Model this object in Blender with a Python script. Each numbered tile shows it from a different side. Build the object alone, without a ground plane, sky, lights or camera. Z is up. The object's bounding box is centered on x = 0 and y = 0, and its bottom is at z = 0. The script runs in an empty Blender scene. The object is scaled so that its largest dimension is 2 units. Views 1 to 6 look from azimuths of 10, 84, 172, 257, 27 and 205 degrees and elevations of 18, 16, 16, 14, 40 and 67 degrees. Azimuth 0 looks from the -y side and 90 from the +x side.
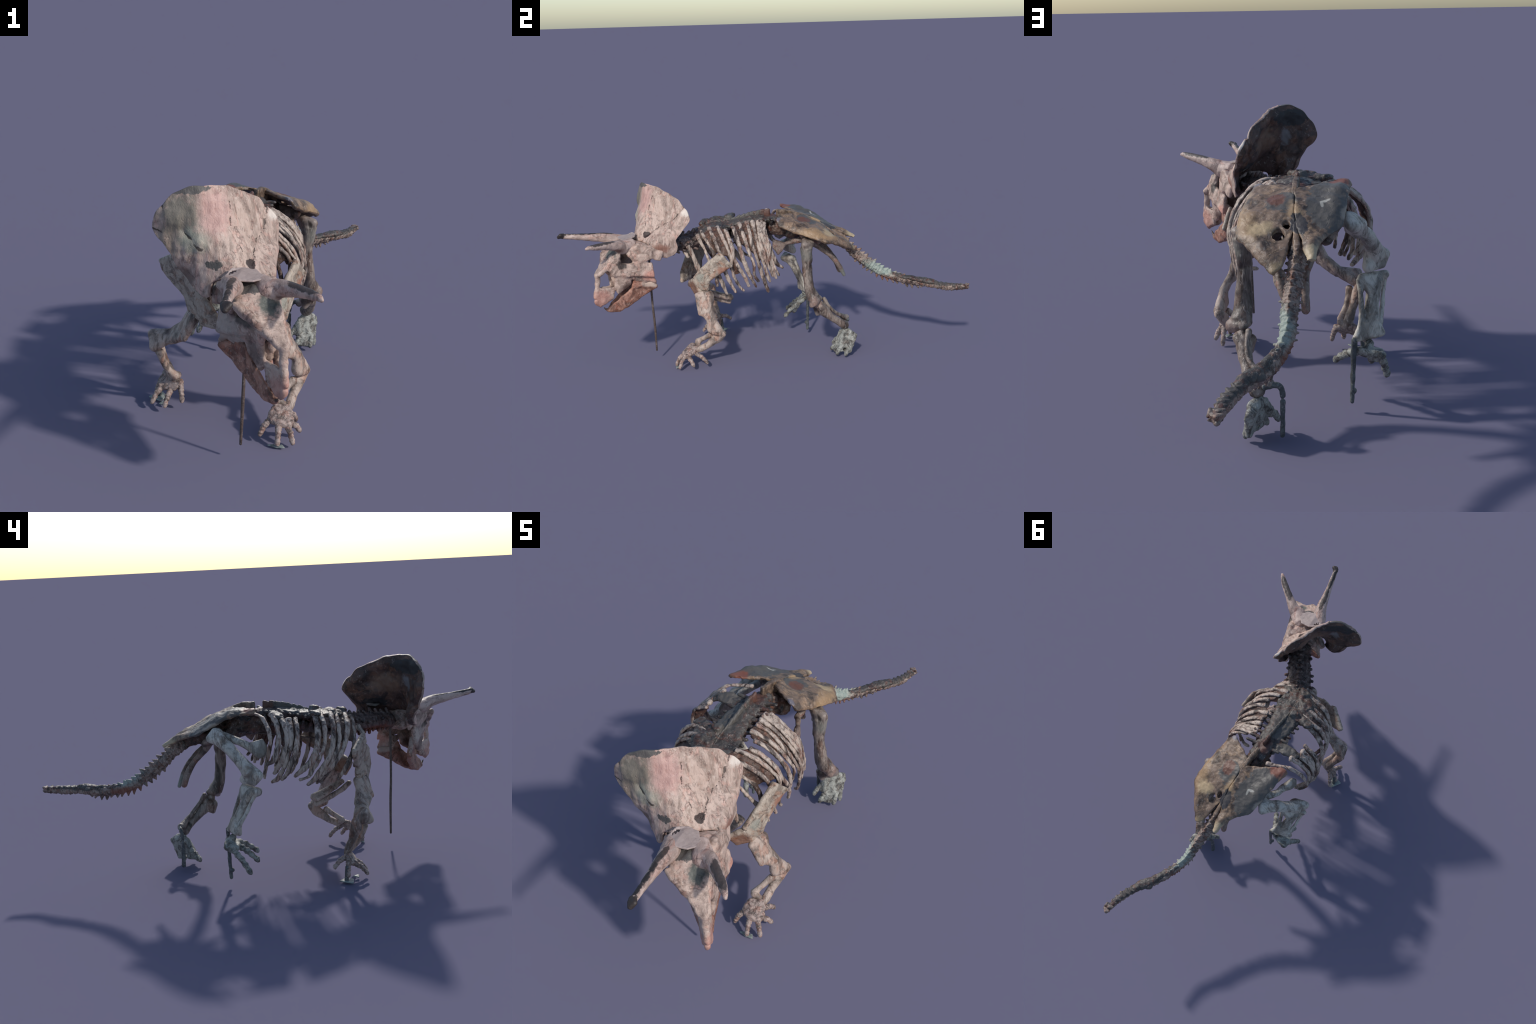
"""Mounted skeleton of a three-horned dinosaur: weathered cast bones, dark filler plates, steel rods."""
import bpy, bmesh, math, random
import numpy as np
from mathutils import Vector, noise as mnoise

random.seed(7)
V = Vector
COL = bpy.context.scene.collection


def lin(h):
    """sRGB hex -> linear rgba"""
    c = [int(h[i:i + 2], 16) / 255 for i in (0, 2, 4)]
    return tuple((x / 12.92 if x <= .04045 else ((x + .055) / 1.055) ** 2.4) for x in c) + (1.0,)


# ------------------------------------------------------------------ materials
class Nodes:
    def __init__(self, name):
        self.m = bpy.data.materials.new(name)
        self.m.use_nodes = True
        self.t = self.m.node_tree
        self.t.nodes.clear()
        self.out = self.t.nodes.new('ShaderNodeOutputMaterial')
        self.bsdf = self.t.nodes.new('ShaderNodeBsdfPrincipled')
        self.t.links.new(self.bsdf.outputs[0], self.out.inputs[0])
        self.pos = self.t.nodes.new('ShaderNodeTexCoord').outputs['Object']

    def new(self, kind, **kw):
        n = self.t.nodes.new(kind)
        for k, v in kw.items():
            setattr(n, k, v)
        return n

    def put(self, socket, v):
        if isinstance(v, bpy.types.NodeSocket):
            self.t.links.new(v, socket)
        else:
            socket.default_value = v

    def math(self, op, a, b=0.0, clamp=False):
        n = self.new('ShaderNodeMath', operation=op, use_clamp=clamp)
        self.put(n.inputs[0], a)
        self.put(n.inputs[1], b)
        return n.outputs[0]

    def vec(self, op, a, b=(0, 0, 0), out=0):
        n = self.new('ShaderNodeVectorMath', operation=op)
        self.put(n.inputs[0], a)
        self.put(n.inputs[1], b)
        return n.outputs[out]

    def noise(self, scale, detail=5, rough=.6, vec=None, colour=False, dist=0.0):
        n = self.new('ShaderNodeTexNoise')
        self.put(n.inputs['Vector'], vec or self.pos)
        n.inputs['Scale'].default_value = scale
        n.inputs['Detail'].default_value = detail
        n.inputs['Roughness'].default_value = rough
        n.inputs['Distortion'].default_value = dist
        return n.outputs[1 if colour else 0]

    def step(self, v, lo, hi):
        n = self.new('ShaderNodeMapRange', interpolation_type='SMOOTHSTEP', clamp=True)
        self.put(n.inputs[0], v)
        n.inputs[1].default_value = lo
        n.inputs[2].default_value = hi
        return n.outputs[0]

    def mix(self, f, a, b, mode='MIX'):
        n = self.new('ShaderNodeMix', data_type='RGBA', blend_type=mode)
        self.put(n.inputs[0], f)
        self.put(n.inputs[6], a)
        self.put(n.inputs[7], b)
        return n.outputs[2]


def bone_material(name, base, dark, warm, dark_amt=.5, warm_amt=.5, patches=(), cracks=(), rough=.5,
                  scale=1.0, bump=.5, streak=None, grain=1.0, hairs=.12):
    """base colour broken by dark and warm mottling, light dust flecks, hairline cracks,
    then patches (centre, radii, colour, hardness, strength) and crack lines (points, half width)."""
    N = Nodes(name)
    warp = N.vec('SUBTRACT', N.noise(30, 4, colour=True), (.5, .5, .5))
    wpos = N.vec('ADD', N.pos, N.vec('SCALE', warp))
    N.t.nodes[-1]
    for n in N.t.nodes:
        if n.bl_idname == 'ShaderNodeVectorMath' and n.operation == 'SCALE':
            n.inputs['Scale'].default_value = .03
    p = N.pos
    if streak:
        mp = N.new('ShaderNodeMapping')
        N.put(mp.inputs[0], N.pos)
        mp.inputs['Scale'].default_value = streak
        p = mp.outputs[0]
    n1 = N.noise(14 * scale, 6, .62, p, dist=1.2)
    n2 = N.noise(24 * scale, 5, .6, N.vec('ADD', p, (3.1, 7.7, 1.3)), dist=1.0)
    n3 = N.noise(62 * scale, 5, .6, p, dist=1.6)
    n4 = N.noise(330, 3, .6)
    n5 = N.noise(17 * scale, 5, .6, N.vec('ADD', p, (9.3, 2.2, 5.8)), dist=.9)
    c = N.mix(N.math('MULTIPLY', N.step(n1, .44, .64), dark_amt), lin(base), lin(dark))
    c = N.mix(N.math('MULTIPLY', N.step(n2, .48, .66), warm_amt), c, lin(warm))
    hi = N.math('MULTIPLY', N.step(n3, .54, .74), .28 * grain)
    c = N.mix(hi, c, lin('e6ddd4'))
    lo = N.math('MULTIPLY', N.step(N.math('SUBTRACT', 1.0, n3), .55, .72), .40 * grain)
    c = N.mix(lo, c, lin(dark))
    shade_smear = N.math('ABSOLUTE', N.math('SUBTRACT', n5, .5))
    shade_smear = N.math('MULTIPLY', N.math('SUBTRACT', 1.0, N.step(shade_smear, .004, .05)), N.step(n2, .42, .56))
    c = N.mix(N.math('MULTIPLY', shade_smear, .45 * grain, clamp=True), c, lin('2a211d'))  # broad dark shading streaks of the scan, drawn into the colour
    vor = N.new('ShaderNodeTexVoronoi', feature='DISTANCE_TO_EDGE')
    N.put(vor.inputs['Vector'], wpos)
    vor.inputs['Scale'].default_value = 15 * scale
    hair = N.math('MULTIPLY', N.step(N.math('SUBTRACT', .03, vor.outputs[0]), 0, .025), N.step(n2, .52, .62))
    c = N.mix(N.math('MULTIPLY', hair, hairs), c, lin('3a2d28'))
    edge_n = N.math('SUBTRACT', N.noise(45, 5, .65), .5)
    for ctr, rad, colour, hard, strength in patches:
        q = N.vec('DIVIDE', N.vec('SUBTRACT', N.pos, ctr), rad)
        d = N.vec('LENGTH', q, out=1)
        d = N.math('ADD', d, N.math('MULTIPLY', edge_n, 1.3))
        m = N.math('SUBTRACT', 1.0, N.step(d, 1 - .5 * (1 - hard), 1.02 + .4 * (1 - hard)))
        c = N.mix(N.math('MULTIPLY', m, strength), c, lin(colour))
    crack = None
    for pts, w in cracks:
        for a, b in zip(pts[:-1], pts[1:]):
            a, b = V(a), V(b)
            ab = b - a
            rel = N.vec('SUBTRACT', wpos, tuple(a))
            h = N.math('DIVIDE', N.vec('DOT_PRODUCT', rel, tuple(ab), out=1), ab.length_squared, clamp=True)
            sc = N.new('ShaderNodeVectorMath', operation='SCALE')
            sc.inputs[0].default_value = tuple(ab)
            N.put(sc.inputs['Scale'], h)
            d = N.vec('LENGTH', N.vec('SUBTRACT', rel, sc.outputs[0]), out=1)
            m = N.math('SUBTRACT', 1.0, N.step(d, w * .55, w * 1.3))
            crack = m if crack is None else N.math('MAXIMUM', crack, m)
    if crack is not None:
        c = N.mix(N.math('MULTIPLY', crack, .85), c, lin('30241f'))
    N.put(N.bsdf.inputs['Base Color'], c)
    N.put(N.bsdf.inputs['Roughness'], N.math('ADD', N.math('MULTIPLY', n3, .25), rough - .12))
    N.bsdf.inputs['Specular IOR Level'].default_value = .5
    b = N.new('ShaderNodeBump')
    b.inputs['Strength'].default_value = bump
    b.inputs['Distance'].default_value = .004
    hgt = N.math('ADD', N.math('MULTIPLY', n3, 1.0), N.math('MULTIPLY', n4, .35))
    hgt = N.math('SUBTRACT', hgt, N.math('MULTIPLY', hair, .5))
    if crack is not None:
        hgt = N.math('SUBTRACT', hgt, N.math('MULTIPLY', crack, 1.0))
    N.put(b.inputs['Height'], hgt)
    N.put(N.bsdf.inputs['Normal'], b.outputs[0])
    return N.m


FILL = '57534f'      # flat grey filler
M = {}


def materials():
    M['skull'] = bone_material(
        'pale_pink_skull_bone', 'bda598', '5f4c41', 'c4907f', .6, .45, scale=1.0, grain=1.1, hairs=.4,
        patches=[
            ((.105, -.715, .665), (.060, .040, .028), FILL, .9, 1),
            ((.175, -.735, .600), (.040, .035, .040), '4a534e', .5, .9),
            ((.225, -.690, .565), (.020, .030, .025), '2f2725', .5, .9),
            ((.250, -.800, .400), (.050, .050, .050), 'b98577', .2, .7),
            ((.190, -.560, .490), (.040, .040, .030), 'cf8f7d', .2, .6),
            ((.060, -.690, .500), (.060, .060, .070), '9a9590', .2, .5), ((.110, -.745, .565), (.060, .050, .022), '352c2a', .3, .85),
            ((.150, -.735, .470), (.035, .035, .045), '4a3d38', .3, .7),
            ((.160, -.690, .450), (.060, .050, .030), '5a4036', .3, .8),
        ])
    M['frill'] = bone_material(
        'pale_frill_bone', 'c2aa9d', '6f5b4f', 'c9998a', .6, .5, streak=(1.5, 1.5, .5), grain=1.1, hairs=.4,
        patches=[
            ((-.020, -.570, .820), (.050, .060, .080), 'c99a92', .1, .6),
            ((-.115, -.600, .815), (.060, .060, .070), '6b695f', .2, .85),
            ((-.070, -.610, .745), (.050, .040, .040), '9aa090', .1, .6),
            ((-.150, -.590, .735), (.050, .040, .060), '8b8072', .2, .7),
            ((-.120, -.585, .897), (.085, .060, .016), '5e5a57', .9, 1),
            ((.133, -.378, .792), (.020, .040, .024), 'e0d5ca', .3, .8),
            ((.155, -.515, .615), (.030, .050, .022), '8a6152', .3, .8),
            ((-.012, -.655, .685), (.045, .030, .020), FILL, .9, 1),
            ((.095, -.572, .676), (.016, .020, .016), '3a2b27', .8, 1),
            ((-.100, -.590, .620), (.050, .040, .040), '6a5a52', .3, .8),
        ],
        cracks=[
            ([(.010, -.535, .865), (.019, -.535, .852), (.020, -.548, .815), (.030, -.560, .790)], .0032),
            ([(.107, -.386, .815), (.110, -.410, .785), (.111, -.434, .757)], .0050),
            ([(.111, -.434, .757), (.095, -.482, .727), (.095, -.53, .700), (.099, -.570, .676)], .0022),
            ([(-.165, -.602, .845), (-.150, -.606, .800), (-.113, -.602, .776), (-.073, -.618, .750), (-.045, -.63, .725)], .0052),
            ([(-.200, -.600, .775), (-.160, -.606, .762)], .0035),
            ([(.150, -.560, .655), (.166, -.553, .619), (.168, -.560, .590)], .0026),
            ([(.055, -.570, .742), (.070, -.574, .718)], .002),
        ])
    M['frill_back'] = bone_material(
        'dark_frill_underside', '54403a', '221c1c', '7a5745', .8, .65, grain=.7, rough=.6, scale=.8,
        patches=[
            ((.000, -.50, .770), (.060, .08, .055), '7a604f', .3, .7),
            ((-.100, -.55, .855), (.080, .08, .035), '2e2e30', .9, 1),
            ((.020, -.47, .675), (.100, .09, .035), '2c2c2e', .9, 1),
            ((-.070, -.55, .780), (.022, .06, .040), '77777a', .5, .8),
            ((.090, -.47, .665), (.026, .05, .014), '8b8a88', .9, 1),
        ])
    M['horn'] = bone_material(
        'horn_core', 'c3aca2', '6e5a51', 'b98b7c', .5, .5, streak=(1, .35, 1),
        patches=[
            ((.090, -.880, .712), (.022, .170, .020), '2b2625', .7, 1),
            ((.080, -.770, .700), (.014, .080, .016), '332d2b', .7, .9),
            ((.112, -.990, .705), (.030, .030, .030), '38302d', .9, 1),
            ((.265, -.765, .696), (.080, .090, .014), '332d2c', .7, .9),
            ((.235, -.715, .632), (.040, .050, .014), '6a4a40', .3, .8),
        ])
    M['jaw'] = bone_material(
        'red_brown_jaw', 'a87c6a', '4a2e25', '93553f', .75, .55,
        patches=[((.215, -.790, .362), (.025, .025, .020), '3d302c', .6, .9),
                 ((.160, -.560, .450), (.060, .060, .020), 'b9a79a', .4, .8)])
    M['plate'] = bone_material('grey_forehead_plate', 'b3a29b', '8b7a74', 'a99490', .4, .3, bump=.2, grain=.4)
    M['neck'] = bone_material('dark_neck_bone', '6a5a54', '181414', '6a3d2f', .95, .55, scale=1.6, grain=1.3,
                              patches=[((-.02, -.45, .575), (.08, .14, .020), '7b4634', .3, .8)])
    M['spine'] = bone_material(
        'grey_brown_spine', '4f4a46', '1e1a19', '6e4437', .75, .6, scale=1.4, grain=1.1, rough=.46,
        patches=[
            ((.030, -.270, .700), (.045, .050, .030), FILL, .9, 1),
            ((-.050, -.090, .715), (.040, .090, .040), FILL, .9, 1),
            ((-.110, .040, .700), (.050, .050, .040), FILL, .9, 1),
            ((-.020, .060, .735), (.035, .050, .035), '5b3a30', .4, .8),
        ])
    M['rib'] = bone_material('rib_bone_baked_contrast', 'b9a89b', '352824', '94604c', .95, .5, scale=1.5, grain=1.3,  # pale base and near-black mottle paint the ribs' highlights and shadowed sides
                             streak=(1, 1.2, .3))
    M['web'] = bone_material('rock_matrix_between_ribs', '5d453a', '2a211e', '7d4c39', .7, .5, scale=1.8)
    M['shoulder'] = bone_material(
        'shoulder_bone', 'b3a596', '54453b', '9c6849', .6, .5, grain=1.3,
        patches=[((.115, -.355, .390), (.045, .045, .045), '87583f', .2, .75),
                 ((.205, -.200, .500), (.030, .045, .020), '966049', .2, .7),
                 ((.155, -.310, .455), (.020, .030, .030), '8f9187', .4, .7)])
    M['limb'] = bone_material('limb_bone', 'b3a094', '3f312a', 'a97862', .8, .5, grain=1.2, streak=(1, 1, .5))
    M['hand'] = bone_material('hand_bone', 'a5928a', '40342e', 'a97a69', .8, .5, scale=2.2, grain=1.4)
    M['pelvis'] = bone_material(
        'tan_brown_pelvis', '806a59', '332a25', 'a5886b', .85, .6, scale=.9, bump=.4, grain=.9, rough=.46,
        patches=[
            ((.060, .230, .700), (.050, .060, .040), FILL, .9, 1),
            ((.075, .215, .705), (.030, .035, .030), '6c4536', .6, .9),
            ((-.085, .290, .690), (.078, .135, .080), FILL, .95, 1),
            ((-.100, .200, .730), (.060, .050, .040), FILL, .95, 1),
            ((-.135, .145, .735), (.035, .030, .030), '7d4c3d', .5, .95),
            ((-.066, .272, .715), (.016, .006, .02), 'c2beb4', .4, .7), ((-.054, .285, .708), (.005, .016, .02), 'b5b2a8', .4, .7),
            ((-.125, .300, .675), (.022, .080, .020), 'a89b8c', .3, .8), ((.030, .300, .680), (.020, .110, .030), 'a58a69', .3, .8),
            ((.175, .270, .650), (.035, .130, .035), 'a58763', .1, .6), ((.140, .330, .650), (.040, .030, .03), 'c0a883', .2, .7),
            ((.005, .470, .600), (.030, .050, .030), 'bdaa8b', .2, .8),
            ((.028, .350, .660), (.025, .060, .030), '34353a', .8, .9),
            ((.117, .072, .735), (.022, .022, .02), '6e6d78', .4, .8),
            ((.105, .460, .560), (.025, .030, .025), '9f8a6a', .2, .7),
        ])
    M['sacrum'] = bone_material('dark_sacrum', '5a473d', '171313', '75432f', .95, .55, scale=1.3, grain=1.1, rough=.45)
    M['hip'] = bone_material('dark_hip_bone', '85746a', '2f2521', '8a523d', .8, .55,
                             patches=[((.060, .410, .410), (.03, .03, .035), '8b9a92', .2, .5)])
    M['thigh'] = bone_material('thigh_bone', '8a7d74', '2c2420', '73513f', .95, .45, scale=1.0, rough=.38, grain=1.2, streak=(1.2, 1.2, .3),
                               patches=[((.195, .205, .560), (.040, .040, .035), '93958c', .0, .4),
                                        ((.215, .240, .310), (.04, .03, .03), 'a98f84', .0, .6)])
    M['thigh_pale'] = bone_material('pale_thigh_bone', 'c6c0b5', '504840', '9a826d', .7, .4, scale=1.0, grain=1.2, streak=(1, 1, .4))  # base lightened to match bright light baked into the scan's right thigh
    M['foot'] = bone_material('grey_green_foot', '989992', '302c29', '786b5f', .9, .45, scale=1.5, grain=1.4)
    M['tail'] = bone_material(
        'tail_bone', '968479', '2c2421', '8f5a45', .8, .6, scale=2, grain=1.5,
        patches=[((.125, .590, .445), (.040, .110, .050), '9db0a7', .1, .65), ((.080, .640, .390), (.060, .160, .022), '84523f', .3, .7),
                 ((.250, .850, .400), (.100, .150, .016), '4a4643', .7, .9)])
    M['rod'] = bone_material('grimy_steel_rod', '5b4e48', '2a2625', '7a6358', .5, .4, rough=.45, bump=.2)
    M['rod_dark'] = bone_material('grimy_grey_rod', '4c5052', '202224', '7d8480', .5, .35, rough=.4, bump=.2)
    M['scrap'] = bone_material('grey_base_fragment', '8d9894', '5f6663', 'b5aea2', .5, .4, bump=.2)


# ------------------------------------------------------------------ geometry pieces: (verts, faces)
def spline(pts, n):
    """Catmull-Rom through rows of numbers, n samples per span"""
    P = [np.array(p, float) for p in pts]
    if len(P) == 2:
        return [P[0] + (P[1] - P[0]) * t for t in np.linspace(0, 1, n + 1)]
    P = [2 * P[0] - P[1]] + P + [2 * P[-1] - P[-2]]
    out = []
    for i in range(1, len(P) - 2):
        a, b, c, d = P[i - 1:i + 3]
        for k in range(n):
            t = k / n
            out.append(.5 * (2 * b + (c - a) * t + (2 * a - 5 * b + 4 * c - d) * t * t + (3 * b - a - 3 * c + d) * t ** 3))
    out.append(P[-2])
    return out


def limb(pts, n=6, seg=12, ref=(0, 0, 1), flat=1.0, cap=.6):
    """swept round or oval tube; each point x, y, z, r [, second r]"""
    rows = [list(p) + ([p[3] * flat] if len(p) == 4 else []) for p in pts]
    S = spline(rows, n)
    C = [V(s[:3]) for s in S]
    vs, fs = [], []
    R = V(ref)

    def ring(c, t, ra, rb):
        side = R.cross(t)
        if side.length < 1e-4:
            side = V((1, 0, 0)).cross(t)
        side.normalize()
        up = t.cross(side).normalized()
        i0 = len(vs)
        for k in range(seg):
            a = 2 * math.pi * k / seg
            vs.append(c + side * (math.cos(a) * ra) + up * (math.sin(a) * rb))
        return i0
    rings = []
    T = [(C[min(i + 1, len(C) - 1)] - C[max(i - 1, 0)]).normalized() for i in range(len(C))]
    ra0, rb0 = max(S[0][3], 1e-3), max(S[0][4], 1e-3)
    ra1, rb1 = max(S[-1][3], 1e-3), max(S[-1][4], 1e-3)
    rings.append(ring(C[0] - T[0] * (min(ra0, rb0) * cap), T[0], ra0 * .5, rb0 * .5))
    for c, t, s in zip(C, T, S):
        rings.append(ring(c, t, max(s[3], 1e-3), max(s[4], 1e-3)))
    rings.append(ring(C[-1] + T[-1] * (min(ra1, rb1) * cap), T[-1], ra1 * .5, rb1 * .5))
    for a, b in zip(rings[:-1], rings[1:]):
        for k in range(seg):
            k2 = (k + 1) % seg
            fs.append((a + k, a + k2, b + k2, b + k))
    fs.append(tuple(range(rings[0] + seg - 1, rings[0] - 1, -1)))
    fs.append(tuple(range(rings[-1], rings[-1] + seg)))
    return [tuple(v) for v in vs], fs


_ICO = None


def ico():
    global _ICO
    if _ICO is None:
        bm = bmesh.new()
        bmesh.ops.create_icosphere(bm, subdivisions=2, radius=1)
        _ICO = [v.co.copy() for v in bm.verts]
        bm.free()
    return _ICO


def hull(*balls):
    """convex hull of balls (x, y, z, r)"""
    bm = bmesh.new()
    for b in balls:
        for v in ico():
            bm.verts.new(V(b[:3]) + v * b[3])
    res = bmesh.ops.convex_hull(bm, input=bm.verts[:])
    gone = [g for g in res['geom_interior'] + res['geom_unused'] if isinstance(g, bmesh.types.BMVert) and g.is_valid]
    bmesh.ops.delete(bm, geom=list(set(gone)), context='VERTS')
    bm.verts.index_update()
    vs = [tuple(v.co) for v in bm.verts]
    fs = [tuple(v.index for v in f.verts) for f in bm.faces]
    bm.free()
    return vs, fs


def ball(x, y, z, rx, ry=None, rz=None):
    ry, rz = ry or rx, rz or rx
    bm = bmesh.new()
    bmesh.ops.create_icosphere(bm, subdivisions=3, radius=1)
    vs = [(x + v.co.x * rx, y + v.co.y * ry, z + v.co.z * rz) for v in bm.verts]
    fs = [tuple(v.index for v in f.verts) for f in bm.faces]
    bm.free()
    return vs, fs


def sheet(rows, th, n=6, drop=0.0):
    """closed plate lofted through rows of control points (x, y, z), thickness th across its own normal"""
    rows = [[(x, y, z - drop) for x, y, z in r] for r in rows]
    A = [spline(r, n) for r in rows]
    B = [spline([a[i] for a in A], n) for i in range(len(A[0]))]
    nu, nv = len(B), len(B[0])
    G = np.array(B)
    du = np.gradient(G, axis=0)
    dv = np.gradient(G, axis=1)
    nn = np.cross(du, dv)
    nn /= np.linalg.norm(nn, axis=2, keepdims=True) + 1e-9
    vs = [tuple(p) for p in (G + nn * th / 2).reshape(-1, 3)] + [tuple(p) for p in (G - nn * th / 2).reshape(-1, 3)]
    o = nu * nv
    fs = []
    for i in range(nu - 1):
        for j in range(nv - 1):
            a, b, c, d = i * nv + j, (i + 1) * nv + j, (i + 1) * nv + j + 1, i * nv + j + 1
            fs += [(a, b, c, d), (o + a, o + d, o + c, o + b)]
    rim = [i * nv for i in range(nu)] + [(nu - 1) * nv + j for j in range(1, nv)] + \
          [i * nv + nv - 1 for i in range(nu - 2, -1, -1)] + [j for j in range(nv - 2, 0, -1)]
    for a, b in zip(rim, rim[1:] + rim[:1]):
        fs.append((a, o + a, o + b, b))
    return vs, fs


# ------------------------------------------------------------------ object making
def mesh_of(name, pieces):
    vs, fs = [], []
    for v, f in pieces:
        o = len(vs)
        vs += v
        fs += [tuple(i + o for i in t) for t in f]
    me = bpy.data.meshes.new(name)
    me.from_pydata(vs, [], fs)
    bm = bmesh.new()
    bm.from_mesh(me)
    bmesh.ops.recalc_face_normals(bm, faces=bm.faces[:])
    bm.to_mesh(me)
    bm.free()
    return me


def bake(ob):
    dg = bpy.context.evaluated_depsgraph_get()
    me = bpy.data.meshes.new_from_object(ob.evaluated_get(dg))
    old = ob.data
    ob.modifiers.clear()
    ob.data = me
    bpy.data.meshes.remove(old)
    return me


def lump(me, amp, freq, seed=0.0):
    n = len(me.vertices)
    co = np.empty(n * 3)
    me.vertices.foreach_get('co', co)
    no = np.empty(n * 3)
    me.vertices.foreach_get('normal', no)
    co, no = co.reshape(-1, 3), no.reshape(-1, 3)
    off = V((seed * 3.7, seed * 1.3, seed * 2.1))
    d = np.array([mnoise.noise(V(p) * freq + off) + .45 * mnoise.noise(V(p) * (freq * 2.3) + off) +
                  .18 * mnoise.noise(V(p) * (freq * 5.1) + off) for p in co])
    co += no * (d * amp)[:, None]
    me.vertices.foreach_set('co', co.ravel())
    me.update()


def part(name, parent, pieces, mat, voxel=.004, smooth=3, amp=.002, freq=28, cut=None, kind=None):
    me = mesh_of(name, pieces)
    ob = bpy.data.objects.new(name, me)
    COL.objects.link(ob)
    if voxel:
        m = ob.modifiers.new('r', 'REMESH')
        m.mode, m.voxel_size = 'VOXEL', voxel
        if cut:
            cobs = []
            for piece in cut:
                cobs.append(bpy.data.objects.new('cut', mesh_of('cut', [piece])))
                COL.objects.link(cobs[-1])
                b = ob.modifiers.new('b', 'BOOLEAN')
                b.operation, b.object, b.solver = 'DIFFERENCE', cobs[-1], 'EXACT'
            m = ob.modifiers.new('r2', 'REMESH')
            m.mode, m.voxel_size = 'VOXEL', voxel
        if smooth:
            s = ob.modifiers.new('s', 'SMOOTH')
            s.factor, s.iterations = .5, smooth
        me = bake(ob)
        if cut:
            for cob in cobs:
                bpy.data.objects.remove(cob)
        if amp:
            lump(me, amp, freq, len(bpy.data.objects) * .37)
    me.materials.clear()
    me.materials.append(M[mat])
    me.shade_smooth()
    ob.parent = parent
    if kind:
        ob['kind'] = kind
    return ob


# ------------------------------------------------------------------ skull frame: forward a, left l, up z
LA = V((.84, .54, 0)).normalized()
FA = V((.54, -.84, 0)).normalized()


def K(a, l, z, *r):
    p = FA * a + LA * (l - .24)
    return (p.x, p.y, z) + r


def KS(a, l, z, *r):
    """as K, but the crown of the skull leans to its right in front of the frill"""
    lean = .45 * min(max(z - .53, 0), .10) * min(max((a - .56) / .10, 0), 1) * min(max((.80 - a) / .05, 0), 1)
    return K(a, l - lean, z, *r)


def both(f):
    return f(1) + f(-1)


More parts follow.
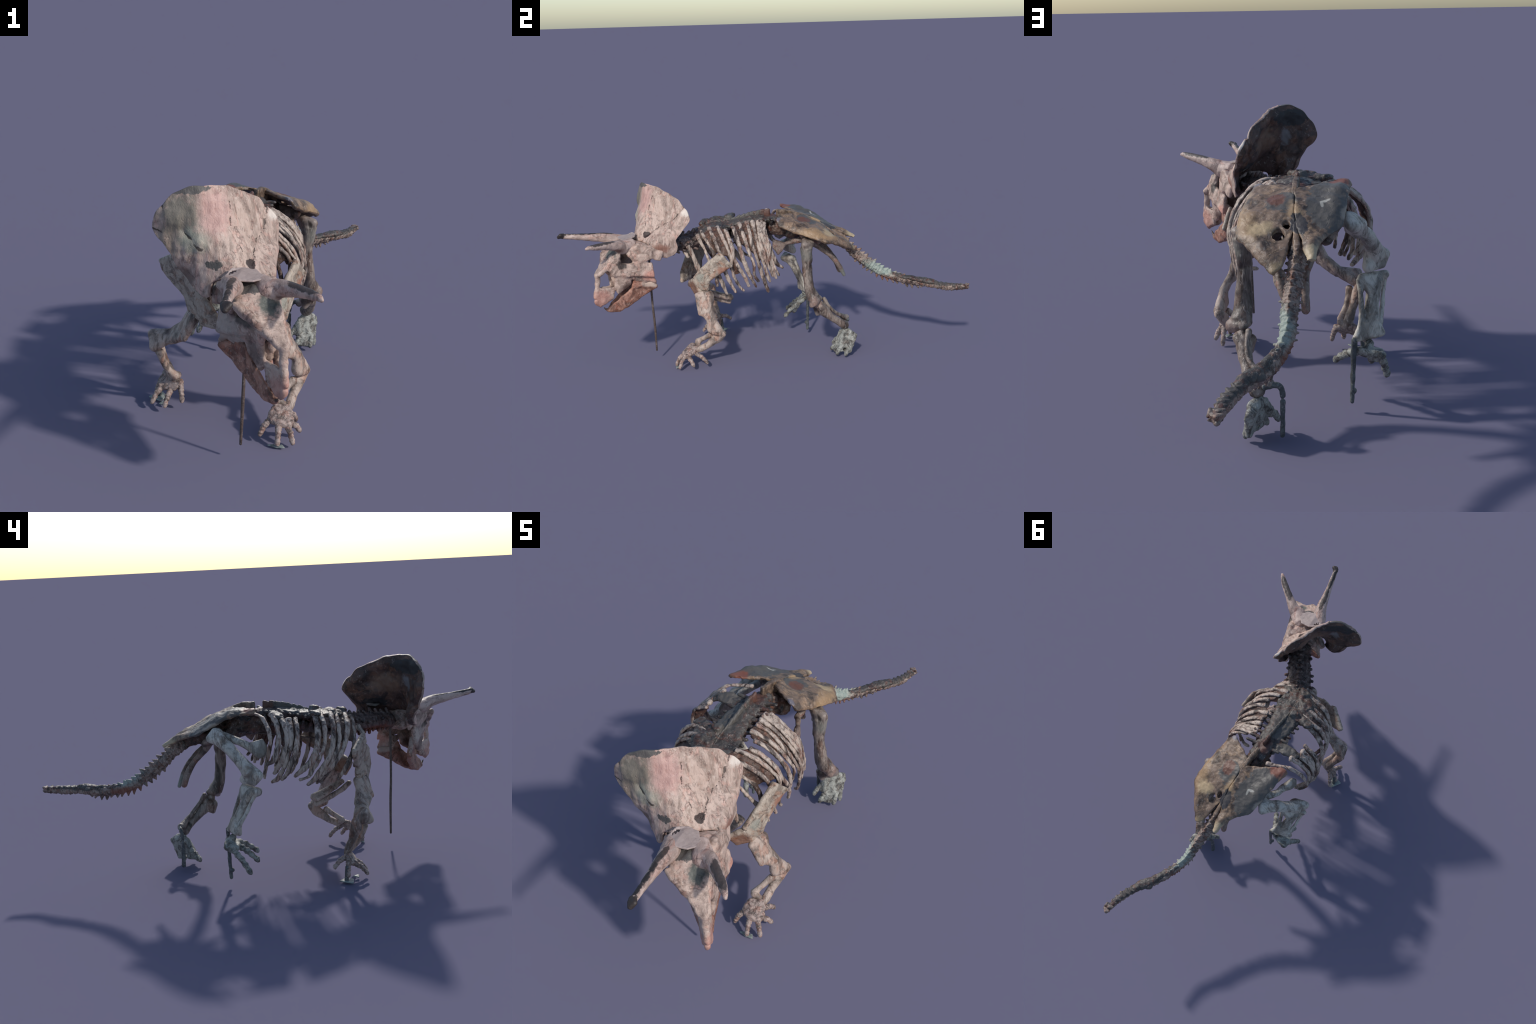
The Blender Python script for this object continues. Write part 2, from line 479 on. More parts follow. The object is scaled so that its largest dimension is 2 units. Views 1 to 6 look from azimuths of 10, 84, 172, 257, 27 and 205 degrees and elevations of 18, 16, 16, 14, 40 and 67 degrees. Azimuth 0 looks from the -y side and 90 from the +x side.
def build_skull(root):
    def half(s):
        k = lambda a, l, z, r: KS(a, s * l, z, r)
        return [
            # cheek wall under the eye, flaring to the jugal point
            hull(k(.722, .040, .553, .012), k(.655, .056, .553, .012), k(.585, .078, .555, .012), k(.63, .074, .507, .009),
                 k(.69, .050, .508, .010), k(.733, .034, .515, .009)),
            hull(k(.63, .074, .507, .009), k(.562, .102, .490, .007), k(.565, .090, .55, .010), k(.60, .080, .54, .010)),
            # behind the eye up to the frill root
            hull(k(.650, .066, .605, .014), k(.61, .072, .64, .016), k(.560, .086, .585, .014), k(.625, .070, .56, .012),
                 k(.555, .074, .63, .012)),
            hull(k(.560, .086, .585, .012), k(.555, .074, .63, .010), k(.505, .098, .600, .009), k(.520, .098, .565, .008)),
            # before the eye: up to the nasal
            hull(k(.738, .042, .60, .014), k(.76, .028, .553, .012), k(.715, .044, .555, .012), k(.70, .062, .618, .012)),
            hull(k(.76, .028, .553, .011), k(.738, .034, .515, .009), k(.722, .040, .55, .012)),
            # maxilla over the tooth row
            hull(k(.728, .032, .515, .009), k(.665, .045, .50, .012), k(.660, .036, .460, .010), k(.715, .024, .424, .009),
                 k(.730, .024, .455, .008)),
            # quadrate
            hull(k(.57, .078, .51, .011), k(.548, .086, .452, .010), k(.585, .070, .49, .010)),
            hull(k(.600, .062, .50, .008), k(.555, .080, .47, .008), k(.60, .050, .455, .008), k(.65, .048, .49, .008)),
            # premaxilla flank
            hull(k(.738, .016, .448, .007), k(.745, .014, .400, .008), k(.800, .010, .378, .009), k(.825, .006, .42, .008),
                 k(.800, .008, .455, .006)),
        ]
    pieces = both(half) + [
        # nasal roof from nose to brow, crown between the horns
        hull(K(.806, .012, .526, .011), K(.806, -.014, .526, .011), K(.765, .014, .548, .011), K(.765, -.034, .548, .011),
             K(.738, .010, .588, .012), K(.738, -.055, .585, .012)),
        hull(K(.738, .008, .590, .012), K(.735, -.058, .588, .012), K(.698, .004, .622, .014), K(.700, -.078, .612, .014),
             K(.66, -.03, .642, .016)),
        hull(K(.698, .010, .622, .015), K(.69, -.082, .620, .016), K(.57, .06, .633, .014), K(.57, -.10, .633, .014),
             K(.62, -.03, .648, .013)),
        # nasal bar down to the beak
        limb([K(.812, 0, .528, .016), K(.812, 0, .50, .013), K(.815, 0, .475, .013), K(.826, 0, .43, .012),
              K(.826, 0, .392, .012), K(.806, 0, .368, .009)]),
        # septum inside the nostril
        hull(K(.735, 0, .52, .012), K(.715, 0, .45, .012), K(.70, 0, .50, .02)),
        # braincase block
        hull(K(.60, .04, .58, .02), K(.60, -.05, .58, .02), K(.54, .03, .57, .02), K(.54, -.05, .57, .02),
             K(.58, -.01, .63, .02)),
    ]
    cut = [ball(*K(.688, .058, .588), .030, .030, .017), ball(*K(.690, -.105, .585), .022),
           limb([K(.655, -.112, .588, .013), K(.70, -.088, .576, .015), K(.745, -.062, .553, .012), K(.772, -.050, .540, .007)], 5, 10),
           ball(*K(.580, .100, .552), .011, .011, .014), ball(*K(.590, -.098, .556), .011, .011, .014),
           ball(*K(.795, .030, .435), .010, .010, .018), ball(*K(.795, -.030, .435), .010, .010, .018)]
    skull = part('skull', root, pieces, 'skull', .0032, 2, .0036, 30, cut=cut)

    # horns
    part('horn', skull, [limb([K(.615, .005, .645, .030), K(.675, .012, .640, .038, .036), (.205, -.705, .655, .027, .028),
                               (.254, -.751, .670, .0185, .020), (.300, -.797, .679, .0150, .0155),
                               (.326, -.829, .683, .0105), (.338, -.844, .681, .0065)], 8, 16)],
         'horn', .0028, 2, .0016, 40)
    part('horn', skull, [limb([K(.60, -.085, .645, .028), (.068, -.715, .648, .034, .032), (.080, -.770, .668, .025, .026),
                               (.086, -.830, .675, .018, .021), (.093, -.890, .682, .0135, .017),
                               (.101, -.955, .689, .0115, .014), (.107, -.985, .694, .014, .013)], 8, 16),
                         hull((.100, -.972, .695, .011), (.118, -.985, .701, .009), (.108, -.995, .689, .009))],
         'horn', .0028, 2, .0014, 40)
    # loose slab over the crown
    A, B, C, D = V((.050, -.645, .680)), V((.036, -.678, .664)), V((.080, -.718, .671)), V((.162, -.675, .668))
    E, F = V((.125, -.630, .676)), V((.085, -.625, .680))
    rim = [A, B, (B + C) / 2 - V((.006, -.002, 0)), C, (C + D) / 2 + V((.006, -.012, 0)), D, E, F]
    vs = [tuple(p + V((0, 0, .004))) for p in rim] + [tuple(p - V((0, 0, .003))) for p in rim]
    n = len(rim)
    fs = [tuple(range(n)), tuple(range(2 * n - 1, n - 1, -1))] + [(i, n + i, n + (i + 1) % n, (i + 1) % n) for i in range(n)]
    part('crown_plate', skull, [(vs, fs)], 'plate', .0025, 1, .0012, 40)

    # lower jaw
    def jaw(s):
        k = lambda a, l, z, r: K(a, s * l, z, r)
        return [
            hull(k(.545, .084, .432, .011), k(.550, .082, .450, .009), k(.58, .058, .405, .011), k(.585, .056, .448, .010)),
            hull(k(.58, .058, .405, .011), k(.585, .056, .448, .010), k(.660, .026, .352, .010), k(.655, .030, .420, .009)),
            hull(k(.60, .056, .445, .010), k(.612, .052, .474, .009), k(.640, .046, .465, .008), k(.645, .038, .430, .009)),
            hull(k(.660, .026, .352, .010), k(.655, .030, .420, .008), k(.715, .012, .328, .010), k(.705, .018, .385, .007)),
            hull(k(.715, .012, .328, .010), k(.705, .018, .385, .006), k(.765, .004, .335, .008), k(.745, .010, .362, .005)),
        ]
    part('lower_jaw', skull, both(jaw) + [limb([K(.715, 0, .330, .012), K(.755, 0, .334, .010), K(.778, 0, .345, .007),
                                                K(.791, 0, .358, .003)])], 'jaw', .003, 3, .003, 34)
    build_frill(skull)


def build_frill(skull):
    """thin-plate surface a(l, z) through measured points, cut to the rim outline, with a rolled rim"""
    ctrl = [(.016, .676, .532), (-.033, .855, .460), (.099, .757, .4245), (.0595, .727, .456), (-.178, .776, .440),
            (-.154, .752, .474), (-.114, .907, .440), (-.205, .879, .414), (-.252, .785, .395), (.121, .809, .383),
            (.107, .563, .470), (-.025, .754, .502), (-.013, .726, .516), (-.106, .682, .514), (-.132, .727, .490),
            (.069, .759, .434), (-.211, .798, .433), (.081, .619, .555), (.123, .647, .474), (-.117, .826, .458),
            (-.083, .800, .479), (-.033, .710, .540), (.134, .675, .451), (.161, .771, .379), (.138, .640, .430),
            (.077, .848, .395), (.023, .877, .415), (-.048, .898, .438), (-.243, .747, .404), (-.205, .692, .426),
            (-.158, .610, .449), (-.125, .60, .53), (.165, .740, .385)]
    P = np.array(ctrl)
    P[:, 2] += .016 * np.clip((-.06 - P[:, 0]) / .06, 0, 1) * np.clip((P[:, 0] + .262) / .04, 0.3, 1)

    def phi(r2):
        return np.where(r2 > 1e-12, .5 * r2 * np.log(r2 + 1e-12), 0)
    X = P[:, :2]
    n = len(X)
    A = phi(((X[:, None] - X[None]) ** 2).sum(2)) + np.eye(n) * 2e-5
    Q = np.hstack([np.ones((n, 1)), X])
    S = np.block([[A, Q], [Q.T, np.zeros((3, 3))]])
    w = np.linalg.solve(S, np.concatenate([P[:, 2], np.zeros(3)]))

    def depth(l, z):
        Y = np.stack([l, z], -1)
        return phi(((Y[..., None, :] - X) ** 2).sum(-1)) @ w[:n] + w[n] + Y @ w[n + 1:]
    rim = [(.100, .566), (.128, .590), (.136, .640), (.147, .684), (.160, .725), (.166, .752), (.160, .777), (.141, .797),
           (.118, .812), (.077, .848), (.023, .877), (-.048, .898), (-.112, .908), (-.160, .900), (-.208, .877),
           (-.240, .838), (-.253, .790), (-.246, .750), (-.228, .728), (-.205, .690), (-.182, .650), (-.160, .612),
           (-.138, .585)]
    base = [(.080, .575), (.085, .600), (.078, .625), (.055, .642), (.010, .648), (-.030, .650), (-.075, .648), (-.108, .640),
            (-.122, .620), (-.128, .600), (-.128, .588)]

    def even(pts, m):
        s = np.array(spline(pts, 10))
        d = np.concatenate([[0], np.cumsum(np.linalg.norm(np.diff(s, axis=0), axis=1))])
        t = np.linspace(0, d[-1], m)
        return np.stack([np.interp(t, d, s[:, 0]), np.interp(t, d, s[:, 1])], 1)
    nu, nv = 170, 64
    R, B = even(rim, nu), even(base, nu)
    # small scallops of the rim bones
    for i in range(nu):
        t = i / (nu - 1)
        out = R[i] - np.array([-.04, .70])
        R[i] += out / np.linalg.norm(out) * (.0022 * math.sin(t * 44) + .0012 * math.sin(t * 97 + 1))
    v = np.linspace(0, 1, nv) ** .9
    G = B[:, None] * (1 - v)[None, :, None] + R[:, None] * v[None, :, None]
    a = depth(G[..., 0], G[..., 1])
    th = .017 + .018 * np.exp(-((v - .45) / .28) ** 2) + .008 * np.exp(-((v - .86) / .09) ** 2) - .010 * np.clip((v - .93) / .07, 0, 1)
    front = np.array([[K(a[i, j], G[i, j, 0], G[i, j, 1]) for j in range(nv)] for i in range(nu)])
    du, dv = np.gradient(front, axis=0), np.gradient(front, axis=1)
    nn = np.cross(du, dv)
    nn /= np.linalg.norm(nn, axis=2, keepdims=True) + 1e-9
    if (nn[nu // 2, nv // 2] @ np.array(FA)) < 0:
        nn = -nn
    # relief: long furrows running up the frill, and lumps
    for i in range(nu):
        for j in range(nv):
            p = V(front[i, j])
            q = V((G[i, j, 0] * 60, G[i, j, 1] * 14, 0))
            h = .0032 * mnoise.noise(q) + .0036 * mnoise.noise(p * 20) + .0016 * mnoise.noise(p * 60)
            front[i, j] += nn[i, j] * h
    grooves = [([(.107, -.386, .815), (.110, -.410, .785), (.111, -.434, .757)], .0055, .007),
               ([(-.165, -.602, .845), (-.150, -.606, .800), (-.113, -.602, .776), (-.073, -.618, .750)], .0060, .007),
               ([(.019, -.535, .852), (.020, -.548, .815), (.030, -.560, .790)], .004, .004),
               ([(.111, -.434, .757), (.095, -.482, .727), (.095, -.53, .700), (.099, -.570, .676)], .0035, .003)]
    for pts, w_, dep in grooves:
        for p0, p1 in zip(pts[:-1], pts[1:]):
            p0, p1 = np.array(p0), np.array(p1)
            ab = p1 - p0
            t = np.clip(((front - p0) @ ab) / (ab @ ab), 0, 1)
            d = np.linalg.norm(front - p0 - t[..., None] * ab, axis=2)
            front -= nn * (dep * np.exp(-(d / w_) ** 2))[..., None]
    back = front - nn * th[None, :, None]
    for i in range(nu):
        for j in range(nv):
            p = V(back[i, j])
            back[i, j] += nn[i, j] * (.006 * mnoise.noise(p * 20) + .003 * mnoise.noise(p * 48))
    vs = [tuple(p) for p in front.reshape(-1, 3)] + [tuple(p) for p in back.reshape(-1, 3)]
    o = nu * nv
    fs, mi = [], []
    for i in range(nu - 1):
        for j in range(nv - 1):
            q = (i * nv + j, (i + 1) * nv + j, (i + 1) * nv + j + 1, i * nv + j + 1)
            fs += [q, tuple(o + k for k in reversed(q))]
            mi += [0, 1]
    loop = [i * nv for i in range(nu)] + [(nu - 1) * nv + j for j in range(1, nv)] + \
           [i * nv + nv - 1 for i in range(nu - 2, -1, -1)] + list(range(nv - 2, 0, -1))
    for p, q in zip(loop, loop[1:] + loop[:1]):
        fs.append((p, o + p, o + q, q))
        mi.append(0)
    me = bpy.data.meshes.new('neck_frill')
    me.from_pydata(vs, [], fs)
    me.materials.append(M['frill'])
    me.materials.append(M['frill_back'])
    me.polygons.foreach_set('material_index', mi)
    bm = bmesh.new()
    bm.from_mesh(me)
    bmesh.ops.recalc_face_normals(bm, faces=bm.faces[:])
    bm.to_mesh(me)
    bm.free()
    me.shade_smooth()
    ob = bpy.data.objects.new('neck_frill', me)
    COL.objects.link(ob)
    ob.parent = skull


# ------------------------------------------------------------------ neck, backbone, tail
def along(pts, n=12):
    s = np.array(spline(pts, n))
    d = np.concatenate([[0], np.cumsum(np.linalg.norm(np.diff(s, axis=0), axis=1))])

    def at(t):
        x = t * d[-1]
        p = np.array([np.interp(x, d, s[:, k]) for k in range(s.shape[1])])
        e = .004
        q = np.array([np.interp(min(x + e, d[-1]), d, s[:, k]) - np.interp(max(x - e, 0), d, s[:, k]) for k in range(3)])
        return p, V(q).normalized()
    return at


def frame(t):
    side = V((0, 0, 1)).cross(t).normalized()   # +x-ish when t runs to +y is negative; sign does not matter here
    return side, t.cross(side).normalized()


def build_neck(root):
    rnd = random.Random(3)
    path = [(.085, -.560, .594), (.068, -.510, .602), (.045, -.450, .608), (.020, -.395, .610), (.000, -.345, .616),
            (-.012, -.290, .632)]
    neck = part('neck', root, [limb([p + (.046 + .004 * i, .037) for i, p in enumerate(path)], 6, 14)], 'neck', .004, 2, .004, 45)
    at = along(path)
    n = 9
    for i in range(n):
        p, t = at((i + .3) / n)
        s, u = frame(t)
        c = V(p)
        w = .042 + .026 * i / n + .010 * rnd.random()
        pcs = [hull(tuple(c + u * .022) + (.022,), tuple(c - u * .024) + (.020,))]
        for sg in (1, -1):
            pcs.append(hull(tuple(c + s * sg * .02) + (.010,), tuple(c + s * sg * w + u * (.004 + .014 * rnd.random()) + t * (.004 + .010 * rnd.random())) + (.0075,)))
            pcs.append(hull(tuple(c + s * sg * .018 - u * .02) + (.009,),
                            tuple(c + s * sg * (w * .8) - u * (.030 + .012 * rnd.random()) + t * .026) + (.007,)))
        pcs.append(hull(tuple(c + u * .03) + (.011,), tuple(c + u * (.046 + .010 * rnd.random()) + t * .014) + (.007,)))
        part('neck_vertebra', neck, pcs, 'neck', .0032, 1, .002, 50)


def build_backbone(root):
    rnd = random.Random(5)
    # y -> midline x and ridge height
    ridge = [(-.018, -.320, .676), (-.040, -.250, .690), (-.048, -.200, .698), (-.045, -.150, .708), (-.034, -.080, .728),
             (-.026, -.010, .745), (-.018, .050, .752)]
    back = part('backbone', root, [
        limb([(x, y, z - .085, .024, .024) for x, y, z in ridge] + [(-.005, .120, .660, .024, .024), (.018, .200, .640, .024, .024)],
             6, 14),
        # broad filled arch carrying the rib heads
        limb([(-.02, -.335, .635, .045, .030), (-.02, -.300, .658, .066, .016), (-.032, -.250, .668, .078, .017),
              (-.040, -.190, .674, .078, .018), (-.040, -.130, .682, .066, .020), (-.036, -.070, .694, .058, .022),
              (-.028, -.010, .700, .050, .024), (-.018, .050, .700, .044, .022), (-.006, .110, .695, .040, .02)], 6, 16),
        # right-hand filler plate out to the rear ribs
        sheet([[(-.05, -.015, .698), (-.095, -.005, .700), (-.145, .000, .700), (-.180, .004, .690)],
               [(-.05, .015, .700), (-.095, .020, .706), (-.145, .024, .708), (-.180, .030, .698)],
               [(-.04, .045, .700), (-.085, .050, .710), (-.125, .052, .716), (-.158, .058, .712)]], .012),
        # broken rib heads and filler to the right of the spine
        sheet([[(-.04, -.300, .676), (-.075, -.295, .682), (-.105, -.285, .674)],
               [(-.05, -.245, .690), (-.095, -.235, .690), (-.140, -.225, .684)],
               [(-.05, -.185, .695), (-.105, -.175, .697), (-.158, -.160, .690)],
               [(-.05, -.135, .700), (-.100, -.130, .698), (-.150, -.122, .688)]], .014),
        hull((-.045, -.300, .684, .010), (-.082, -.285, .692, .010), (-.062, -.268, .695, .011)),
        hull((-.070, -.235, .695, .012), (-.122, -.220, .698, .009), (-.098, -.200, .700, .012)),
        hull((-.120, -.160, .700, .012), (-.168, -.145, .698, .010), (-.140, -.128, .700, .012)),
        hull((-.060, -.175, .708, .010), (-.085, -.160, .714, .008), (-.060, -.145, .712, .010)),
        hull((-.100, -.265, .684, .010), (-.140, -.245, .684, .009), (-.118, -.240, .688, .010)),
    ], 'spine', .004, 2, .007, 34)
    # neural spines: a chain of flat blades making the ridge, separate
    at = along(ridge)
    n = 15
    for i in range(n):
        p, t = at((i + .5) / n)
        c = V(p)
        h = .034 + .018 * i / n
        w = .010
        tp = .004 if i < 8 else .007
        b = [tuple(c - t * w - V((0, 0, h))) + (.008,), tuple(c + t * w - V((0, 0, h))) + (.008,),
             tuple(c - t * w - V((0, 0, .006 + .006 * rnd.random()))) + (tp,), tuple(c + t * w - V((0, 0, .005))) + (tp,)]
        part('neural_spine', back, [hull(*b)], 'spine', .003, 1, .0016, 60)
    # rib-bearing side processes
    for i in range(11):
        y = -.27 + i * .032
        p = np.array([np.interp(y, [r[1] for r in ridge], [r[k] for r in ridge]) for k in range(3)])
        for sg in (1, -1):
            ln = .085 if sg > 0 else .075
            pcs = [hull((p[0] + sg * .02, y, p[2] - .045, .012), (p[0] + sg * ln, y + .004, p[2] - .035 - .004 * rnd.random(), .0065)),
                   hull((p[0] + sg * .02, y, p[2] - .085, .014), (p[0] + sg * .05, y + .008, p[2] - .06, .008))]
            part('side_process', back, pcs, 'spine', .0035, 1, .002, 50)
    # steel bar under the backbone
    part('support_bar', root, [limb([(-.030, -.200, .566, .0035), (-.030, -.100, .585, .0035), (-.03, .0, .603, .0035),
                                     (-.03, .100, .620, .0035)], 4, 8)], 'rod', 0)


def build_tail(root):
    rnd = random.Random(9)
    path = [(.035, .395, .588), (.053, .445, .548), (.066, .480, .512), (.085, .540, .465), (.105, .616, .415),
            (.141, .691, .391), (.190, .767, .382), (.251, .836, .381), (.295, .910, .376), (.320, .995, .377)]
    rad = [.028, .028, .028, .027, .025, .023, .022, .021, .018, .009]
    tail = part('tail', root, [limb([p + (r * .72, r * .75) for p, r in zip(path, rad)], 6, 12)], 'tail', .0035, 2, .004, 50)
    at = along([p + (r,) for p, r in zip(path, rad)])
    n = 29
    for i in range(n):
        f = (i + .5) / n
        p, t = at(f)
        c, r = V(p[:3]), p[3]
        s, u = frame(t)
        r *= .88 + .2 * rnd.random()
        pcs = [limb([tuple(c - t * .009) + (r * 1.05,), tuple(c) + (r * .78,), tuple(c + t * .008) + (r * 1.02,)], 2, 10)]
        up = r + .006 + .009 * rnd.random()
        if f > .55:   # rear: broad flat-topped blocks
            pcs.append(hull(tuple(c + u * .016 + s * .014) + (.004,), tuple(c + u * .016 - s * .016) + (.004,),
                            tuple(c + u * .016 + t * .012) + (.005,), tuple(c) + (.008,)))
        else:
            pcs.append(hull(tuple(c + u * r * .7 - t * .009) + (.006,), tuple(c + u * r * .7 + t * .009) + (.006,),
                            tuple(c + u * up + t * (.004 + .010 * rnd.random())) + (.0035,)))
        for sg in (1, -1):
            ln = (.024 + .010 * rnd.random()) * (1 - .3 * f)
            if f > .5 and sg > 0:
                continue
            pcs.append(hull(tuple(c + s * sg * r * .6) + (.006,), tuple(c + s * sg * ln + u * .004 + t * .006) + (.004,)))
        if .16 < f < .68:
            d = r + .006 + .012 * rnd.random()
            pcs.append(hull(tuple(c - u * r * .7 - t * .008) + (.005,), tuple(c - u * r * .7 + t * .008) + (.005,),
                            tuple(c - u * d + t * (.002 + .012 * rnd.random())) + (.0035,)))
        part('tail_vertebra', tail, pcs, 'tail', .0028, 1, .0018, 60)
    part('tail_filler', tail, [limb([(.125, .660, .412, .013, .010), (.150, .700, .404, .017, .011), (.195, .765, .397, .019, .012),
                                    (.235, .815, .396, .024, .014), (.258, .845, .392, .017, .011)], 6, 14),
                               limb([(.275, .875, .388, .013, .010), (.300, .920, .386, .014, .012), (.318, .975, .384, .011, .010)], 6, 12)],
         'spine', .003, 2, .004, 45)
    part('tail_lump', tail, [ball(.205, .800, .392, .022, .020, .013), ball(.225, .800, .395, .012, .012, .012)], 'tail', .003, 1, .002, 60)
    part('tail_lump', tail, [hull((.318, .965, .380, .008), (.330, .955, .392, .006), (.335, .972, .385, .005))], 'tail', .003, 1, .002, 60)


# ------------------------------------------------------------------ ribs
def build_ribs(root):
    rnd = random.Random(4)

    lists = []

    def rib(pts, r=.0085, tip=.8):
        n = len(pts)
        lists.append(pts)
        body = []
        for i, p in enumerate(pts):
            f = i / (n - 1)
            k = (1.0 + .16 * math.sin(f * 9 + rnd.random() * 6)) * (1.2 if f < .12 else 1)
            body.append(tuple(p) + (r * .72 * k, r * k * (1.1 if f < .9 else tip)))
        part('rib', root, [limb(body, 7, 12, ref=(0, 1, 0))], 'rib', .0026, 1, .0026, 45)

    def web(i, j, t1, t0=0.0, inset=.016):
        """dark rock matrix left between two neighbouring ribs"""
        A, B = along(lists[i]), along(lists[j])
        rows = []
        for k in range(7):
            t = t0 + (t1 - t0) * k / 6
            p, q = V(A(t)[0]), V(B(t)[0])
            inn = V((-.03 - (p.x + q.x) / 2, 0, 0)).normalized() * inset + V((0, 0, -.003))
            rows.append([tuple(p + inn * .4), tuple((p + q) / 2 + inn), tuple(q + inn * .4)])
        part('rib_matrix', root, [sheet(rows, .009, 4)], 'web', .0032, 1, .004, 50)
    # left side
    rib([(.020, -.325, .650), (.070, -.316, .632), (.085, -.295, .593), (.111, -.275, .542), (.135, -.262, .500), (.160, -.245, .467), (.168, -.237, .412)])
    rib([(.010, -.300, .662), (.074, -.292, .648), (.109, -.267, .607), (.132, -.246, .565), (.150, -.231, .470), (.150, -.208, .408), (.148, -.190, .360)])
    rib([(.015, -.262, .676), (.075, -.254, .664), (.120, -.240, .637), (.160, -.226, .597), (.165, -.209, .555), (.164, -.195, .480), (.160, -.172, .423), (.158, -.147, .372)])
    rib([(.040, -.222, .686), (.079, -.216, .679), (.126, -.200, .647), (.160, -.180, .599), (.185, -.165, .555), (.180, -.165, .500), (.168, -.140, .425), (.160, -.108, .377)])
    rib([(.077, -.181, .678), (.123, -.173, .654), (.165, -.158, .605), (.190, -.150, .555), (.200, -.130, .510), (.192, -.100, .455), (.180, -.083, .405)])
    rib([(.077, -.147, .689), (.118, -.138, .668), (.160, -.125, .625), (.190, -.113, .570), (.192, -.090, .500), (.178, -.065, .440), (.165, -.045, .395)], .009)
    rib([(.043, -.112, .699), (.100, -.103, .675), (.149, -.089, .628), (.182, -.072, .570), (.192, -.055, .520), (.180, -.055, .468), (.140, -.034, .421), (.110, -.030, .412)])
    rib([(.051, -.074, .705), (.105, -.066, .672), (.150, -.057, .617), (.181, -.042, .562), (.198, -.025, .500), (.195, -.012, .455), (.175, .012, .378), (.160, .015, .365)])
    rib([(.050, -.044, .707), (.103, -.040, .672), (.149, -.031, .624), (.180, -.019, .570), (.195, -.003, .510), (.194, .008, .465), (.186, .024, .425)])
    rib([(.045, -.015, .706), (.105, -.018, .675), (.148, -.017, .638), (.185, -.004, .575), (.192, .018, .507), (.182, .040, .450)], .008)
    rib([(.045, .000, .703), (.105, -.006, .676), (.148, -.004, .642), (.180, .013, .572), (.190, .034, .502), (.182, .055, .440)], .008)
    rib([(.060, .014, .700), (.110, .008, .676), (.151, .008, .642), (.180, .026, .570), (.188, .048, .500), (.176, .070, .452)], .0075)
    rib([(.085, .012, .672), (.120, .015, .655), (.165, .022, .615), (.178, .040, .562), (.168, .060, .513), (.155, .092, .485)], .0085)
    # right side: rib heads stand far out, shafts drop steeply, ends curl in
    rib([(-.070, .125, .715), (-.120, .112, .714), (-.163, .098, .709), (-.205, .088, .678), (-.237, .085, .645), (-.250, .088, .606)], .008)
    rib([(-.154, .053, .715), (-.195, .045, .684), (-.239, .050, .642), (-.256, .058, .597), (-.252, .078, .544), (-.222, .100, .521)], .0105)
    rib([(-.183, .018, .693), (-.227, .016, .662), (-.252, .020, .617), (-.262, .035, .570), (-.250, .049, .525), (-.215, .068, .480)], .010)
    rib([(-.182, -.009, .693), (-.226, -.005, .660), (-.248, .000, .620), (-.260, .019, .555), (-.249, .037, .504), (-.217, .056, .457), (-.193, .073, .440)], .0105)
    rib([(-.178, -.040, .694), (-.236, -.031, .660), (-.257, -.022, .614), (-.270, -.007, .561), (-.266, .013, .518), (-.251, .023, .481), (-.230, .042, .455)], .010)
    rib([(-.060, -.160, .690), (-.150, -.136, .690), (-.205, -.127, .645), (-.236, -.116, .594), (-.250, -.097, .548), (-.256, -.068, .514), (-.250, -.033, .484), (-.232, -.015, .463)], .0115)
    rib([(-.070, -.185, .690), (-.150, -.160, .694), (-.212, -.153, .658), (-.243, -.144, .600), (-.252, -.123, .546), (-.251, -.095, .497), (-.246, -.069, .460), (-.230, -.036, .447)])
    rib([(-.080, -.222, .690), (-.140, -.206, .690), (-.205, -.193, .648), (-.232, -.183, .593), (-.248, -.165, .543), (-.245, -.133, .495), (-.235, -.098, .444), (-.214, -.073, .416)], .0105)
    rib([(-.085, -.250, .684), (-.145, -.230, .682), (-.205, -.218, .640), (-.225, -.212, .590), (-.242, -.189, .543), (-.240, -.161, .494), (-.230, -.134, .456), (-.209, -.115, .420)])
    rib([(-.065, -.290, .680), (-.120, -.276, .676), (-.180, -.266, .645), (-.208, -.251, .605), (-.235, -.225, .557), (-.238, -.196, .516), (-.230, -.164, .475), (-.198, -.135, .416)], .011)
    rib([(-.055, -.325, .660), (-.095, -.320, .640), (-.130, -.312, .600), (-.160, -.300, .560), (-.190, -.282, .530), (-.205, -.250, .480), (-.195, -.215, .420)], .009)
    rib([(-.045, -.350, .620), (-.080, -.372, .575), (-.082, -.350, .510), (-.084, -.328, .440)], .012)
    # first ribs beside the neck root, left
    rib([(.030, -.398, .620), (.062, -.376, .606), (.072, -.350, .550), (.080, -.328, .485), (.085, -.315, .440)], .011)
    rib([(.015, -.385, .600), (.050, -.390, .570), (.070, -.372, .540)], .010)
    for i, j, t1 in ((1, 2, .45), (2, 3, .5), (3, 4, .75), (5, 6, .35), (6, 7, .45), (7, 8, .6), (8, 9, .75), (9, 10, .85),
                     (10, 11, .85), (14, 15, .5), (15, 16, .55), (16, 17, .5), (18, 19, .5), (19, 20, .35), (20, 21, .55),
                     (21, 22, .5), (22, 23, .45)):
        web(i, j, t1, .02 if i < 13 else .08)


# ------------------------------------------------------------------ limbs
def toes(parent, list_, mat, r0=.0135, r1=.0105):
    for base, tip in list_:
        b, t = V(base), V(tip)
        pcs = []
        mid = (b + t) / 2 + V((0, 0, .006))
        chain = [b, (b + mid) / 2, mid, (mid + t) / 2, t]
        for i, (p, q) in enumerate(zip(chain[:-1], chain[1:])):
            ra = r0 + (r1 - r0) * i / 4
            pcs.append(limb([tuple(p) + (ra,), tuple((p + q) / 2) + (ra * .72,), tuple(q) + (ra * .95,)], 3, 10))
        pcs.append(hull(tuple(t) + (r1,), tuple(t + (t - b).normalized() * .006 - V((0, 0, .004))) + (r1 * .75,)))
        part('toe', parent, pcs, mat, .0026, 1, .002, 70)


